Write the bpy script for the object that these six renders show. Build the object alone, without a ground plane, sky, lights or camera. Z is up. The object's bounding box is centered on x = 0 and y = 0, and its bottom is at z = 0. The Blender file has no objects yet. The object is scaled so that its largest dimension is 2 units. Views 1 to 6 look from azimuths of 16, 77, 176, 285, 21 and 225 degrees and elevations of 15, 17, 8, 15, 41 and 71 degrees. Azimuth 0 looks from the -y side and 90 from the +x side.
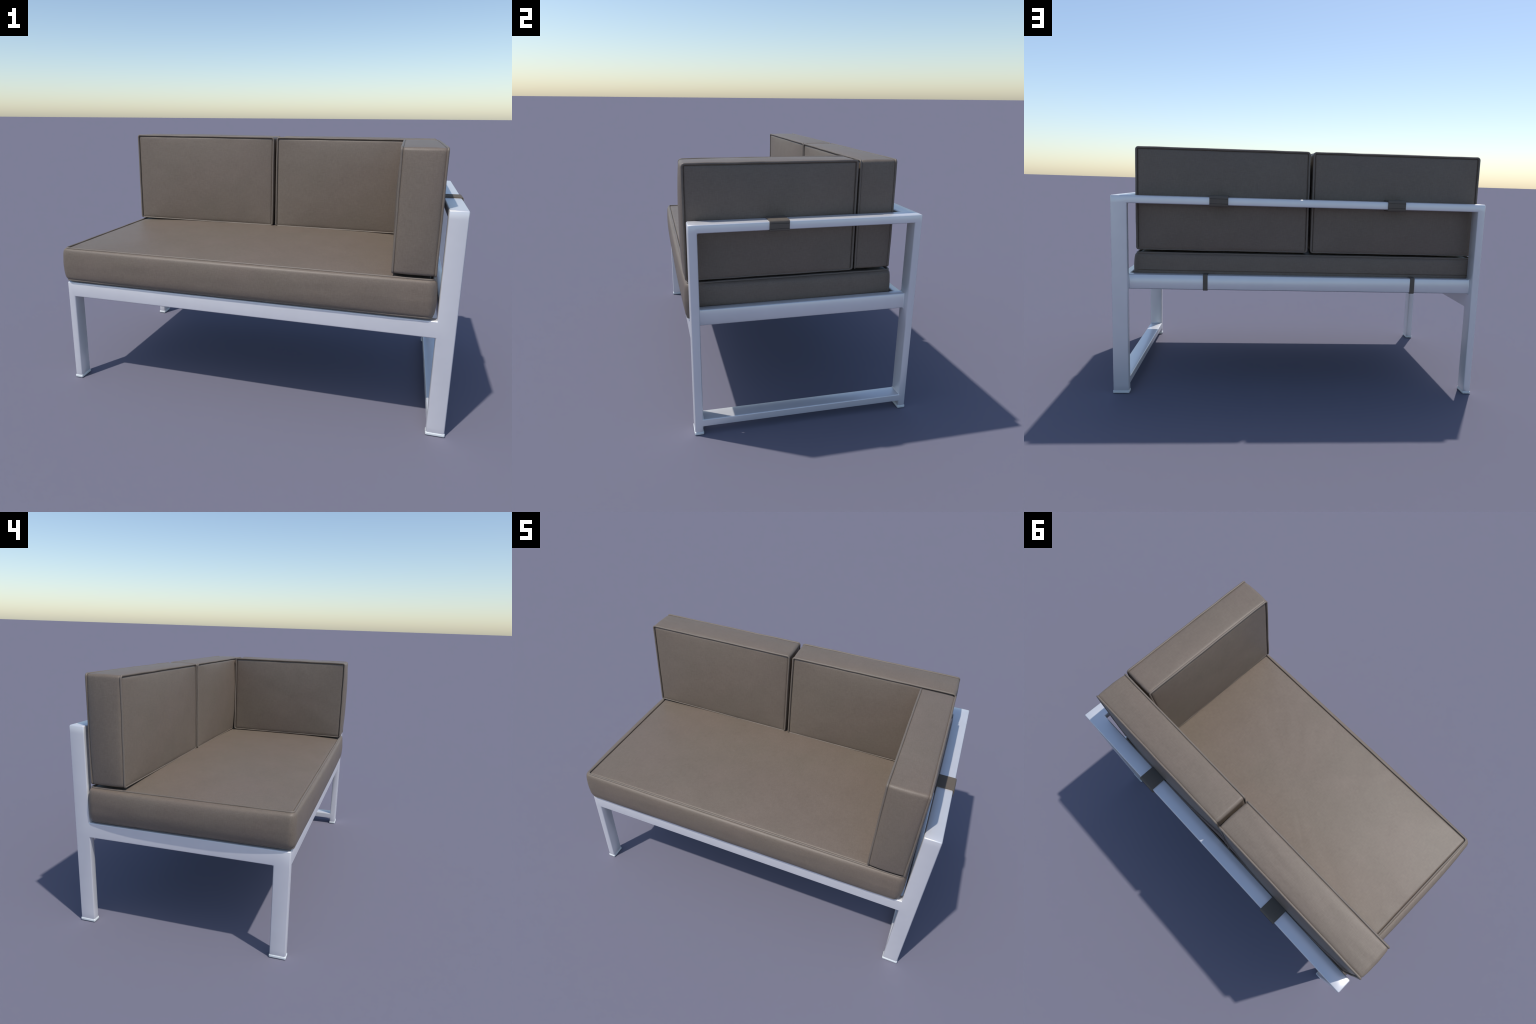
"""Outdoor corner sofa: white square-tube metal frame, four box cushions with
piped edges in taupe weatherproof fabric, and the fabric straps that tie the
cushions to the frame.  Metres, z up, front of the seat towards -y."""
import bpy, bmesh, math
import numpy as np
from mathutils import Vector, noise

# --------------------------------------------------------------------------
# materials
# --------------------------------------------------------------------------
def new_material(name):
    m = bpy.data.materials.new(name)
    m.use_nodes = True
    nt = m.node_tree
    bsdf = nt.nodes["Principled BSDF"]
    return m, nt, bsdf


def node(nt, kind, **props):
    n = nt.nodes.new(kind)
    for k, v in props.items():
        setattr(n, k, v)
    return n


def stretched_noise(nt, coord, stretch, detail=2.0):
    """noise drawn out along one axis: reads as threads"""
    mp = node(nt, "ShaderNodeMapping")
    mp.inputs["Scale"].default_value = stretch
    nt.links.new(coord, mp.inputs["Vector"])
    nz = node(nt, "ShaderNodeTexNoise")
    nz.inputs["Scale"].default_value = 1.0
    nz.inputs["Detail"].default_value = detail
    nz.inputs["Roughness"].default_value = 0.6
    nt.links.new(mp.outputs["Vector"], nz.inputs["Vector"])
    return nz.outputs["Fac"]


def mix_add(nt, a, b, op="ADD"):
    m = node(nt, "ShaderNodeMath", operation=op)
    nt.links.new(a, m.inputs[0])
    if isinstance(b, float):
        m.inputs[1].default_value = b
    else:
        nt.links.new(b, m.inputs[1])
    return m.outputs[0]


def fabric_material(name, dark, light, roughness=0.5, spec=0.45, bump=0.22):
    """woven, faintly mottled upholstery cloth"""
    m, nt, bsdf = new_material(name)
    co = node(nt, "ShaderNodeTexCoord").outputs["Object"]
    t1 = stretched_noise(nt, co, (40, 460, 460))
    t2 = stretched_noise(nt, co, (460, 40, 460))
    t3 = stretched_noise(nt, co, (460, 460, 40))
    threads = mix_add(nt, mix_add(nt, mix_add(nt, t1, t2), t3), 0.3333, "MULTIPLY")
    # broad cloudy mottling
    cloud = node(nt, "ShaderNodeTexNoise")
    cloud.inputs["Scale"].default_value = 7.0
    cloud.inputs["Detail"].default_value = 5.0
    cloud.inputs["Roughness"].default_value = 0.62
    nt.links.new(co, cloud.inputs["Vector"])
    both = mix_add(nt, mix_add(nt, threads, 0.85, "MULTIPLY"),
                   mix_add(nt, cloud.outputs["Fac"], 0.16, "MULTIPLY"))
    ramp = node(nt, "ShaderNodeValToRGB")
    ramp.color_ramp.elements[0].position = 0.34
    ramp.color_ramp.elements[1].position = 0.67
    ramp.color_ramp.elements[0].color = (*dark, 1)
    ramp.color_ramp.elements[1].color = (*light, 1)
    nt.links.new(both, ramp.inputs["Fac"])
    # slow drift of hue between a greener and a pinker taupe
    hue = node(nt, "ShaderNodeTexNoise")
    hue.inputs["Scale"].default_value = 3.2
    hue.inputs["Detail"].default_value = 2.0
    nt.links.new(co, hue.inputs["Vector"])
    tint = node(nt, "ShaderNodeValToRGB")
    tint.color_ramp.elements[0].position = 0.38
    tint.color_ramp.elements[1].position = 0.62
    tint.color_ramp.elements[0].color = (0.993, 1.0, 0.985, 1)
    tint.color_ramp.elements[1].color = (1.0, 0.984, 0.980, 1)
    nt.links.new(hue.outputs["Fac"], tint.inputs["Fac"])
    mul = node(nt, "ShaderNodeMix", data_type="RGBA", blend_type="MULTIPLY")
    mul.inputs["Factor"].default_value = 1.0
    nt.links.new(ramp.outputs["Color"], mul.inputs["A"])
    nt.links.new(tint.outputs["Color"], mul.inputs["B"])
    nt.links.new(mul.outputs["Result"], bsdf.inputs["Base Color"])
    bsdf.inputs["Roughness"].default_value = roughness
    bsdf.inputs["Specular IOR Level"].default_value = spec
    bp = node(nt, "ShaderNodeBump")
    bp.inputs["Strength"].default_value = bump
    bp.inputs["Distance"].default_value = 0.002
    nt.links.new(threads, bp.inputs["Height"])
    nt.links.new(bp.outputs["Normal"], bsdf.inputs["Normal"])
    return m


def paint_material(name, colour, roughness, metallic=0.0):
    """powder-coated metal: almost uniform, with a barely visible unevenness"""
    m, nt, bsdf = new_material(name)
    co = node(nt, "ShaderNodeTexCoord").outputs["Object"]
    nz = node(nt, "ShaderNodeTexNoise")
    nz.inputs["Scale"].default_value = 9.0
    nz.inputs["Detail"].default_value = 4.0
    nt.links.new(co, nz.inputs["Vector"])
    ramp = node(nt, "ShaderNodeValToRGB")
    ramp.color_ramp.elements[0].position = 0.35
    ramp.color_ramp.elements[1].position = 0.65
    ramp.color_ramp.elements[0].color = (*[c * 0.975 for c in colour], 1)
    ramp.color_ramp.elements[1].color = (*colour, 1)
    nt.links.new(nz.outputs["Fac"], ramp.inputs["Fac"])
    nt.links.new(ramp.outputs["Color"], bsdf.inputs["Base Color"])
    bsdf.inputs["Roughness"].default_value = roughness
    bsdf.inputs["Specular IOR Level"].default_value = 0.5
    bsdf.inputs["Metallic"].default_value = metallic
    return m


FABRIC = fabric_material("taupe_fabric", (0.136, 0.106, 0.081), (0.208, 0.166, 0.131))
PIPING = fabric_material("taupe_piping", (0.150, 0.121, 0.096), (0.192, 0.157, 0.127), bump=0.08)
STRAP = fabric_material("strap_webbing", (0.122, 0.101, 0.081), (0.158, 0.132, 0.107),
                        roughness=0.7, spec=0.3)
THREAD = fabric_material("seam_thread", (0.030, 0.027, 0.024), (0.045, 0.040, 0.036), 0.8, 0.2)
WHITE = paint_material("white_powder_coat", (0.83, 0.822, 0.836), 0.35, 0.42)
CAP = paint_material("foot_cap_plastic", (0.72, 0.75, 0.75), 0.28)

# --------------------------------------------------------------------------
# object helpers
# --------------------------------------------------------------------------
ROOT = bpy.data.objects.new("corner_sofa", None)
bpy.context.scene.collection.objects.link(ROOT)
ROOT["label"] = "white metal corner sofa with taupe piped box cushions"
ROOT["category"] = "garden sofa"


def add_object(name, mesh, parent=ROOT):
    ob = bpy.data.objects.new(name, mesh)
    bpy.context.scene.collection.objects.link(ob)
    ob.parent = parent
    return ob


def mesh_from(name, verts, faces, material, smooth=True):
    me = bpy.data.meshes.new(name)
    me.from_pydata([tuple(v) for v in verts], [], faces)
    me.materials.append(material)
    if smooth:
        me.polygons.foreach_set("use_smooth", [True] * len(me.polygons))
    me.update()
    return me


# --------------------------------------------------------------------------
# frame: square tubes laid out on a lattice and merged into one welded skin
# --------------------------------------------------------------------------
XL0, XL1 = -0.9665, -0.9265        # left legs, 40 mm in x
XR0, XR1 = 0.912, 0.994            # right legs, 80 mm in x
XI0, XI1 = 0.912, 0.955            # inset right seat rail
YF0, YF1, YF2 = -0.549, -0.508, -0.469
YB0, YB1, YB2 = 0.486, 0.528, 0.5655
YI0, YI1 = 0.486, 0.528            # inset rear seat rail
Z0, ZS0, ZS1, ZS2 = 0.006, 0.481, 0.562, 0.642
ZA0, ZA1 = 1.0150, 1.0545
ZL0, ZL1 = 0.041, 0.0815

# (name, (x0,x1), (y0,y1), (z0,z1))
TUBES = [
    ("leg", (XR0, XR1), (YF0, YF1), (Z0, ZA1)),          # front, arm side
    ("leg", (XR0, XR1), (YB1, YB2), (Z0, ZA1)),          # rear, arm side
    ("leg", (XL0, XL1), (YB0, YB2), (Z0, ZA1)),          # rear, open side
    ("leg", (XL0, XL1), (YF0, YF2), (Z0, ZS1)),          # front, open side
    ("armrest_rail", (XR0, XR1), (YF1, YB1), (ZA0, ZA1)),
    ("backrest_rail", (XL1, XR0), (YB0, YB2), (ZA0, ZA1)),
    ("stretcher", (XR0, XR1), (YF1, YB1), (ZL0, ZL1)),
    ("seat_rail", (XL1, XR0), (YF0, YF1), (ZS0, ZS1)),   # front
    ("seat_rail", (XL0, XL1), (YF2, YB0), (ZS0, ZS1)),   # open side
    ("seat_rail", (XI0, XI1), (YF1, YB1), (ZS1, ZS2)),   # arm side, higher
    ("seat_rail", (XL1, XI0), (YI0, YI1), (ZS1, ZS2)),   # rear, higher
]


def build_frame():
    axes = [sorted({c for t in TUBES for c in t[1 + k]}) for k in range(3)]
    # part number of each lattice cell (first tube wins where two overlap)
    label = {}
    for n, t in enumerate(TUBES):
        rng = [range(axes[k].index(t[1 + k][0]), axes[k].index(t[1 + k][1])) for k in range(3)]
        for i in rng[0]:
            for j in rng[1]:
                for k in rng[2]:
                    label.setdefault((i, j, k), n)
    bm = bmesh.new()
    vert = {}

    def v(i, j, k):
        if (i, j, k) not in vert:
            vert[i, j, k] = bm.verts.new((axes[0][i], axes[1][j], axes[2][k]))
        return vert[i, j, k]

    for (i, j, k), n in label.items():
        for d in range(3):
            for side in (0, 1):
                nb = [i, j, k]
                nb[d] += 1 if side else -1
                if tuple(nb) in label:
                    continue
                e, f = (d + 1) % 3, (d + 2) % 3
                loop = []
                for a, b in ((0, 0), (1, 0), (1, 1), (0, 1)):
                    c = [i, j, k]
                    c[d] += side
                    c[e] += a
                    c[f] += b
                    loop.append(v(*c))
                if not side:
                    loop.reverse()
                bm.faces.new(loop).material_index = n
    bm.normal_update()
    # drop lattice cuts inside a face, but keep the weld lines across each leg
    welds = (ZL0, ZL1, ZS0, ZS1, ZA0)

    def on_weld(e):
        return any(abs(e.verts[0].co.z - w) < 1e-6 and abs(e.verts[1].co.z - w) < 1e-6 for w in welds)

    spare = [e for e in bm.edges if len(e.link_faces) == 2 and e.calc_face_angle() < 0.01
             and e.link_faces[0].material_index == e.link_faces[1].material_index
             and not (TUBES[e.link_faces[0].material_index][0] == "leg" and on_weld(e))]
    bmesh.ops.dissolve_edges(bm, edges=spare, use_verts=True, use_face_split=False)
    sharp = [e for e in bm.edges if len(e.link_faces) == 2 and e.calc_face_angle() > 0.5]
    bmesh.ops.bevel(bm, geom=sharp, offset=0.0050, segments=1, profile=0.5, affect="EDGES",
                    clamp_overlap=True, material=-1, miter_outer="SHARP")
    bmesh.ops.triangulate(bm, faces=[f for f in bm.faces if len(f.verts) > 4])
    bm.normal_update()
    for f in bm.faces:
        f.smooth = True
    # normals of the whole welded skin: mostly flat on the legs, softly rounded on the rails
    acc = {}
    for f in bm.faces:
        area = f.calc_area()
        is_leg = TUBES[f.material_index][0] == "leg"
        for lp in f.loops:
            ang = lp.calc_angle()
            rec = acc.setdefault(lp.vert, [Vector(), Vector(), False])
            rec[0] += f.normal * ang
            rec[1] += f.normal * area * ang
            rec[2] = rec[2] or is_leg
    normal = {}
    for vt, (soft, hard, is_leg) in acc.items():
        k = 0.25 if is_leg else 0.75
        normal[vt] = (hard.normalized() * (1 - k) + soft.normalized() * k).normalized()
    pieces = []
    for n, t in enumerate(TUBES):
        faces = [f for f in bm.faces if f.material_index == n]
        used, verts, nors, polys = {}, [], [], []
        for f in faces:
            p = []
            for vt in f.verts:
                if vt not in used:
                    used[vt] = len(verts)
                    verts.append(vt.co.copy())
                    nors.append(normal[vt])
                p.append(used[vt])
            polys.append(p)
        me = mesh_from(t[0], verts, polys, WHITE)
        me.normals_split_custom_set_from_vertices([tuple(q) for q in nors])
        pieces.append(add_object(t[0], me))
    bm.free()
    return pieces


FRAME = build_frame()


def rounded_slab(name, x, y, profile, material, r=0.004, seg=4):
    """stack of rounded rectangles; profile = [(z, outward offset), ...]"""
    verts, faces = [], []
    ring = 4 * (seg + 1)
    cx, cy = (x[0] + x[1]) / 2, (y[0] + y[1]) / 2
    hx, hy = (x[1] - x[0]) / 2, (y[1] - y[0]) / 2
    for z, o in profile:
        rr = max(r + o, 0.0008)
        for q, (sx, sy) in enumerate(((1, 1), (-1, 1), (-1, -1), (1, -1))):
            for s in range(seg + 1):
                a = (q + s / seg) * math.pi / 2
                verts.append((cx + sx * (hx + o - rr) + rr * math.cos(a),
                              cy + sy * (hy + o - rr) + rr * math.sin(a), z))
    for k in range(len(profile) - 1):
        for i in range(ring):
            j = (i + 1) % ring
            faces.append([k * ring + i, k * ring + j, (k + 1) * ring + j, (k + 1) * ring + i])
    faces.append(list(range(ring))[::-1])
    faces.append([(len(profile) - 1) * ring + i for i in range(ring)])
    me = mesh_from(name, verts, faces, material)
    me.set_sharp_from_angle(angle=math.radians(50))
    return me


# plastic glides that close the tube ends, flaring a little past the tube
for leg, t in zip(FRAME[:4], TUBES[:4]):
    prof = [(0.0, 0.0012), (0.0015, 0.0024), (0.0055, 0.0026), (0.0080, 0.0020), (0.0115, 0.0022),
            (0.0130, 0.0010), (0.0132, -0.002)]
    add_object("foot_cap", rounded_slab("foot_cap", t[1], t[2], prof, CAP), leg)

# --------------------------------------------------------------------------
# cushions
# --------------------------------------------------------------------------
def outline(a, b, r, counts, arc=7):
    """rounded rectangle, counter-clockwise: list of (u, v, nu, nv);
    counts = number of steps along the (horizontal, vertical) sides"""
    pts = []
    corners = ((a - r, b - r, 0), (-a + r, b - r, 1), (-a + r, -b + r, 2), (a - r, -b + r, 3))
    for q, (cu, cv, k) in enumerate(corners):
        for s in range(arc):
            t = (k + s / (arc - 1)) * math.pi / 2
            pts.append((cu + r * math.cos(t), cv + r * math.sin(t), math.cos(t), math.sin(t)))
        nu, nv, nk = corners[(q + 1) % 4]
        t = (k + 1) * math.pi / 2
        p0 = (cu + r * math.cos(t), cv + r * math.sin(t))
        p1 = (nu + r * math.cos(t), nv + r * math.sin(t))
        n = counts[q % 2]
        for i in range(1, n):
            f = i / n
            pts.append((p0[0] + (p1[0] - p0[0]) * f, p0[1] + (p1[1] - p0[1]) * f,
                        math.cos(t), math.sin(t)))
    return pts


def cushion(name, box, axis, bulge, crown, shoulder=(0.5, 0.5), r=0.012, pipe=0.0054,
            seed=0.0, crown_power=2.6, corner=0.35, groove_depth=0.004,
            under=None, zip_line=None, flare=0.0):
    """Box cushion: two stitched panels facing +-axis, a border strip bulging
    out between them and a piping cord along both seams.
    box    ((x0,x1),(y0,y1),(z0,z1)) measured on the piping lines
    bulge  (+u, -u, +v, -v) outward swelling of the four border sides
    crown  (plus panel, minus panel) swelling of the panels
    shoulder  exponents of the border profile at the plus / minus seam
    under  (u, v) direction of the side that rests on something: its seam is pressed flat
    flare  how much larger the minus panel is than the plus panel, per side
    zip_line  (side direction, position along w) of a closed zip in the border"""
    perm = {"z": (0, 1, 2), "y": (2, 0, 1), "x": (1, 2, 0)}[axis]   # axes of (u, v, w)
    ctr = [(box[k][0] + box[k][1]) / 2 for k in range(3)]
    half = [(box[k][1] - box[k][0]) / 2 for k in range(3)]
    a, b, w = half[perm[0]], half[perm[1]], half[perm[2]]
    counts = (max(int(2 * a / 0.008), 4), max(int(2 * b / 0.008), 4))
    pts = outline(a, b, r, counts)
    n = len(pts)

    def wob(u, v, ww, s, amp):
        return amp * noise.noise(Vector((u * s + seed * 7.3, v * s - seed * 3.1, ww * s + seed)))

    def pressed(nu, nv):
        if under is None:
            return 0.0
        return max(0.0, min(1.0, (nu * under[0] + nv * under[1] - 0.6) / 0.35))

    def place(u, v, ww):
        c = [0, 0, 0]
        c[perm[0]], c[perm[1]], c[perm[2]] = u, v, ww
        return (c[0], c[1], c[2])

    peak = max(t ** shoulder[0] * (1 - t) ** shoulder[1] for t in [i / 200 for i in range(1, 200)])

    def border_offset(p, t):
        u, v, nu, nv = p
        bu = bulge[0] if nu > 0 else bulge[1]
        bv = bulge[2] if nv > 0 else bulge[3]
        fu = corner + (1 - corner) * (1 - abs(v / b) ** 3.0)
        fv = corner + (1 - corner) * (1 - abs(u / a) ** 3.0)
        amp = bu * fu * nu * nu + bv * fv * nv * nv
        swell = (t ** shoulder[0] * (1 - t) ** shoulder[1]) / peak if 0 < t < 1 else 0.0
        if zip_line is not None:
            side = max(0.0, nu * zip_line[0][0] + nv * zip_line[0][1])
            z = (w * (1 - 2 * t) - zip_line[1])
            amp_zip = -0.0035 * math.exp(-(z / 0.0020) ** 2) - (0.0016 if z < 0 else 0.0)
            if side > 0.99 and abs(u) < a - 0.010:
                return amp * swell + amp_zip + wob(u, v, t, 4.5, 0.0012) * math.sin(math.pi * t)
        return amp * swell + wob(u, v, t, 4.5, 0.0012) * math.sin(math.pi * t)

    verts, faces = [], []
    # border rows run from the plus seam (t=0) to the minus seam (t=1)
    rows = 26
    tt = [0.5 - 0.5 * math.cos(math.pi * i / rows) for i in range(rows + 1)]
    if zip_line is not None:
        tt = sorted(tt + [0.5 - (zip_line[1] + d) / (2 * w) for d in (-0.004, -0.002, -0.0008, 0.0001, 0.0012, 0.0025, 0.004)])
    rings = []
    # plus panel: rings from the centre outwards
    scale = [1 - s for s in (0.002, 0.006, 0.010, 0.014, 0.019, 0.025, 0.035, 0.05, 0.075, 0.11, 0.16,
                             0.22, 0.29, 0.37, 0.46, 0.56, 0.67, 0.78, 0.88, 0.95)]

    def panel_ring(s, sign, cr):
        ring = []
        # rings run parallel to the seam near the edge and shrink in proportion further in
        d = (1 - s) * min(a, b)
        k = max(0.0, 1 - d / (0.3 * min(a, b)))
        fl = flare if sign < 0 else 0.0
        ai = (a + fl - d) * k + a * s * (1 - k)
        bi = (b + fl - d) * k + b * s * (1 - k)
        ri = min(max(r - d, 0.3 * r), 0.45 * min(ai, bi))
        groove = -groove_depth * math.exp(-((d - 0.0052) / 0.0030) ** 2)
        for (pu, pv, nu, nv) in outline(ai, bi, ri, counts):
            edge = min(d / 0.020, 1.0)
            su, sv = pu / a, pv / b
            h = cr * (1 - abs(su) ** crown_power) * (1 - abs(sv) ** crown_power)
            h += 0.0022 * math.sin(edge * math.pi / 2) - 0.0008
            h += wob(pu, pv, sign, 4.0, 0.0018) * edge + wob(pu, pv, sign, 13.0, 0.0010) * edge
            ring.append((pu, pv, sign * (w + h + groove * (1 - 0.85 * pressed(nu, nv)))))
        return ring

    for s in scale[::-1]:
        rings.append(panel_ring(s, 1, crown[0]))
    for t in tt:
        ring = []
        seam = -0.0035 * (math.exp(-((t) * 2 * w / 0.006) ** 2) + math.exp(-((1 - t) * 2 * w / 0.006) ** 2))
        for p in pts:
            o = border_offset(p, t) + seam + flare * t
            ring.append((p[0] + p[2] * o, p[1] + p[3] * o, w * (1 - 2 * t)))
        rings.append(ring)
    for s in scale:
        rings.append(panel_ring(s, -1, crown[1]))
    for ring in rings:
        for q in ring:
            verts.append(place(*q))
    for k in range(len(rings) - 1):
        for i in range(n):
            j = (i + 1) % n
            faces.append([k * n + i, (k + 1) * n + i, (k + 1) * n + j, k * n + j])
    # close both panel centres
    for base, sign, flip in ((0, 1, False), ((len(rings) - 1) * n, -1, True)):
        c = len(verts)
        z = sum(rings[0 if sign > 0 else -1][i][2] for i in range(n)) / n
        verts.append(place(0, 0, z))
        for i in range(n):
            f = [base + i, base + (i + 1) % n, c]
            faces.append(f[::-1] if flip else f)
    me = mesh_from(name, verts, faces, FABRIC)
    ob = add_object(name, me)
    ob.location = ctr

    # piping cords
    for sign in (1, -1):
        pv, pf = [], []
        m = 10
        for i, (u, v, nu, nv) in enumerate(pts):
            du = wob(u, v, sign, 9.0, 0.0014)
            dw = wob(v, u, sign + 5, 8.0, 0.0012)
            pr = pressed(nu, nv)
            rad = pipe * (1 - 0.30 * pr)
            for q in range(m):
                al = 2 * math.pi * q / m
                o = rad * math.cos(al) + du + 0.0003 + (flare if sign < 0 else 0.0)
                pv.append(place(u + nu * o, v + nv * o,
                                sign * (w + 0.0006 - 0.0030 * pr) + dw + rad * math.sin(al)))
        for i in range(n):
            j = (i + 1) % n
            for q in range(m):
                q2 = (q + 1) % m
                pf.append([i * m + q, j * m + q, j * m + q2, i * m + q2])
        pm = mesh_from("piping", pv, pf, PIPING)
        po = add_object("piping", pm, ob)
    return ob


SEAT = cushion("seat_cushion", ((-0.955, 0.8805), (-0.5485, 0.468), (0.577, 0.7475)), "z",
               bulge=(0.028, 0.0425, 0.018, 0.026), crown=(0.024, 0.004),
               shoulder=(0.24, 0.38), r=0.016, seed=1.0, crown_power=2.7, corner=0.62,
               zip_line=((0, 1), -0.006), flare=0.007)
BACK_A = cushion("back_cushion", ((-0.957, -0.0535), (0.283, 0.461), (0.766, 1.3015)), "y",
                 bulge=(0.010, 0.006, 0.0115, 0.020), crown=(0.022, 0.017), seed=2.0, under=(-1, 0))
BACK_B = cushion("back_cushion", ((-0.0280, 0.883), (0.281, 0.459), (0.766, 1.3015)), "y",
                 bulge=(0.010, 0.006, 0.015, 0.0115), crown=(0.022, 0.017), seed=3.0, under=(-1, 0))
SIDE = cushion("side_cushion", ((0.707, 0.885), (-0.556, 0.262), (0.766, 1.3025)), "x",
               bulge=(0.009, 0.018, 0.008, 0.006), crown=(0.020, 0.014), seed=4.0, under=(0, -1))

# --------------------------------------------------------------------------
# straps
# --------------------------------------------------------------------------
def strap_loop(name, section, along, centre, width, parent, seams=(), thick=0.0050, tail=None):
    """flat webbing wrapped round a rail.
    section ((p0,p1),(z0,z1)) of the rail; the loop lies in the plane across
    axis `along`; tail = coordinate the strap runs on to (the cushion)."""
    (p0, p1), (z0, z1) = section
    gap = 0.0012
    r = 0.004

    def ring(off):
        out = []
        for q, (cp, cz) in enumerate(((p1, z1), (p0, z1), (p0, z0), (p1, z0))):
            sx = 1 if q in (0, 3) else -1
            sz = 1 if q in (0, 1) else -1
            for s in range(5):
                t = (q + s / 4) * math.pi / 2
                out.append((cp - sx * r + (r + off) * math.cos(t), cz - sz * r + (r + off) * math.sin(t)))
        return out

    inner, outer = ring(gap), ring(gap + thick)
    n = len(inner)
    verts, faces = [], []

    def place(p, z, s):
        return (s, p, z) if along == "x" else (p, s, z)

    h = width / 2
    lip = 0.0008
    stations = [(-h, inner), (-h, [((i[0] + o[0]) / 2, (i[1] + o[1]) / 2) for i, o in zip(inner, outer)]),
                (-h + lip, outer), (h - lip, outer),
                (h, [((i[0] + o[0]) / 2, (i[1] + o[1]) / 2) for i, o in zip(inner, outer)]), (h, inner)]
    for s, rg in stations:
        for p, z in rg:
            verts.append(place(p, z, centre + s))
    m = len(stations)
    for k in range(m):
        k2 = (k + 1) % m
        for i in range(n):
            j = (i + 1) % n
            f = [k * n + i, k * n + j, k2 * n + j, k2 * n + i]
            faces.append(f if along == "y" else f[::-1])
    if tail is not None:
        # tongue from the loop's upper inner edge to the cushion
        sgn = 1 if tail > p1 else -1
        start = (p1 if sgn > 0 else p0) - sgn * 0.003
        tp = [(start, z1 + gap + thick - 0.0006), ((start + tail) / 2, z1 + gap + thick - 0.002),
              (tail, z1 + gap + thick - 0.004)]
        base = len(verts)
        for p, z in tp:
            for s, dz in ((-h + 0.0005, 0), (h - 0.0005, 0), (h - 0.0005, -thick), (-h + 0.0005, -thick)):
                verts.append(place(p, z + dz, centre + s))
        for k in range(len(tp) - 1):
            for i in range(4):
                j = (i + 1) % 4
                faces.append([base + k * 4 + i, base + k * 4 + j, base + k * 4 + 4 + j, base + k * 4 + 4 + i])
        faces.append([base + i for i in range(4)])
        faces.append([base + (len(tp) - 1) * 4 + i for i in range(4)])
    me = mesh_from(name, verts, faces, STRAP)
    bm = bmesh.new()
    bm.from_mesh(me)
    bmesh.ops.recalc_face_normals(bm, faces=bm.faces)
    bm.to_mesh(me)
    bm.free()
    me.set_sharp_from_angle(angle=math.radians(40))
    ob = add_object(name, me, parent)
    # stitched lines across the outer face
    face = p1 + gap + thick
    for z in seams:
        sv, sf = [], []
        for s in (-h + 0.001, h - 0.001):
            for k in range(6):
                al = 2 * math.pi * k / 6
                sv.append(place(face + 0.0007 * math.cos(al), z + 0.0008 * math.sin(al), centre + s))
        for k in range(6):
            j = (k + 1) % 6
            sf.append([k, j, 6 + j, 6 + k])
        add_object("stitching", mesh_from("stitching", sv, sf, THREAD), ob)
    return ob


ARM_SECTION = ((XR0, XR1), (ZA0, ZA1))
BACK_SECTION = ((YB0, YB2), (ZA0, ZA1))
strap_loop("strap", ARM_SECTION, "y", -0.140, 0.093, ROOT, seams=(1.0460, 1.0215), tail=0.888)
strap_loop("strap", BACK_SECTION, "x", 0.4455, 0.096, ROOT, seams=(1.0480, 1.0225), tail=0.464, thick=0.0075)
strap_loop("strap", BACK_SECTION, "x", -0.4850, 0.094, ROOT, seams=(1.0480, 1.0225), tail=0.464, thick=0.0075)
for x in (0.514, -0.6065):
    strap_loop("tie_strap", ((YI0, YI1), (ZS1, ZS2)), "x", x, 0.0245, ROOT, thick=0.003, tail=0.468)
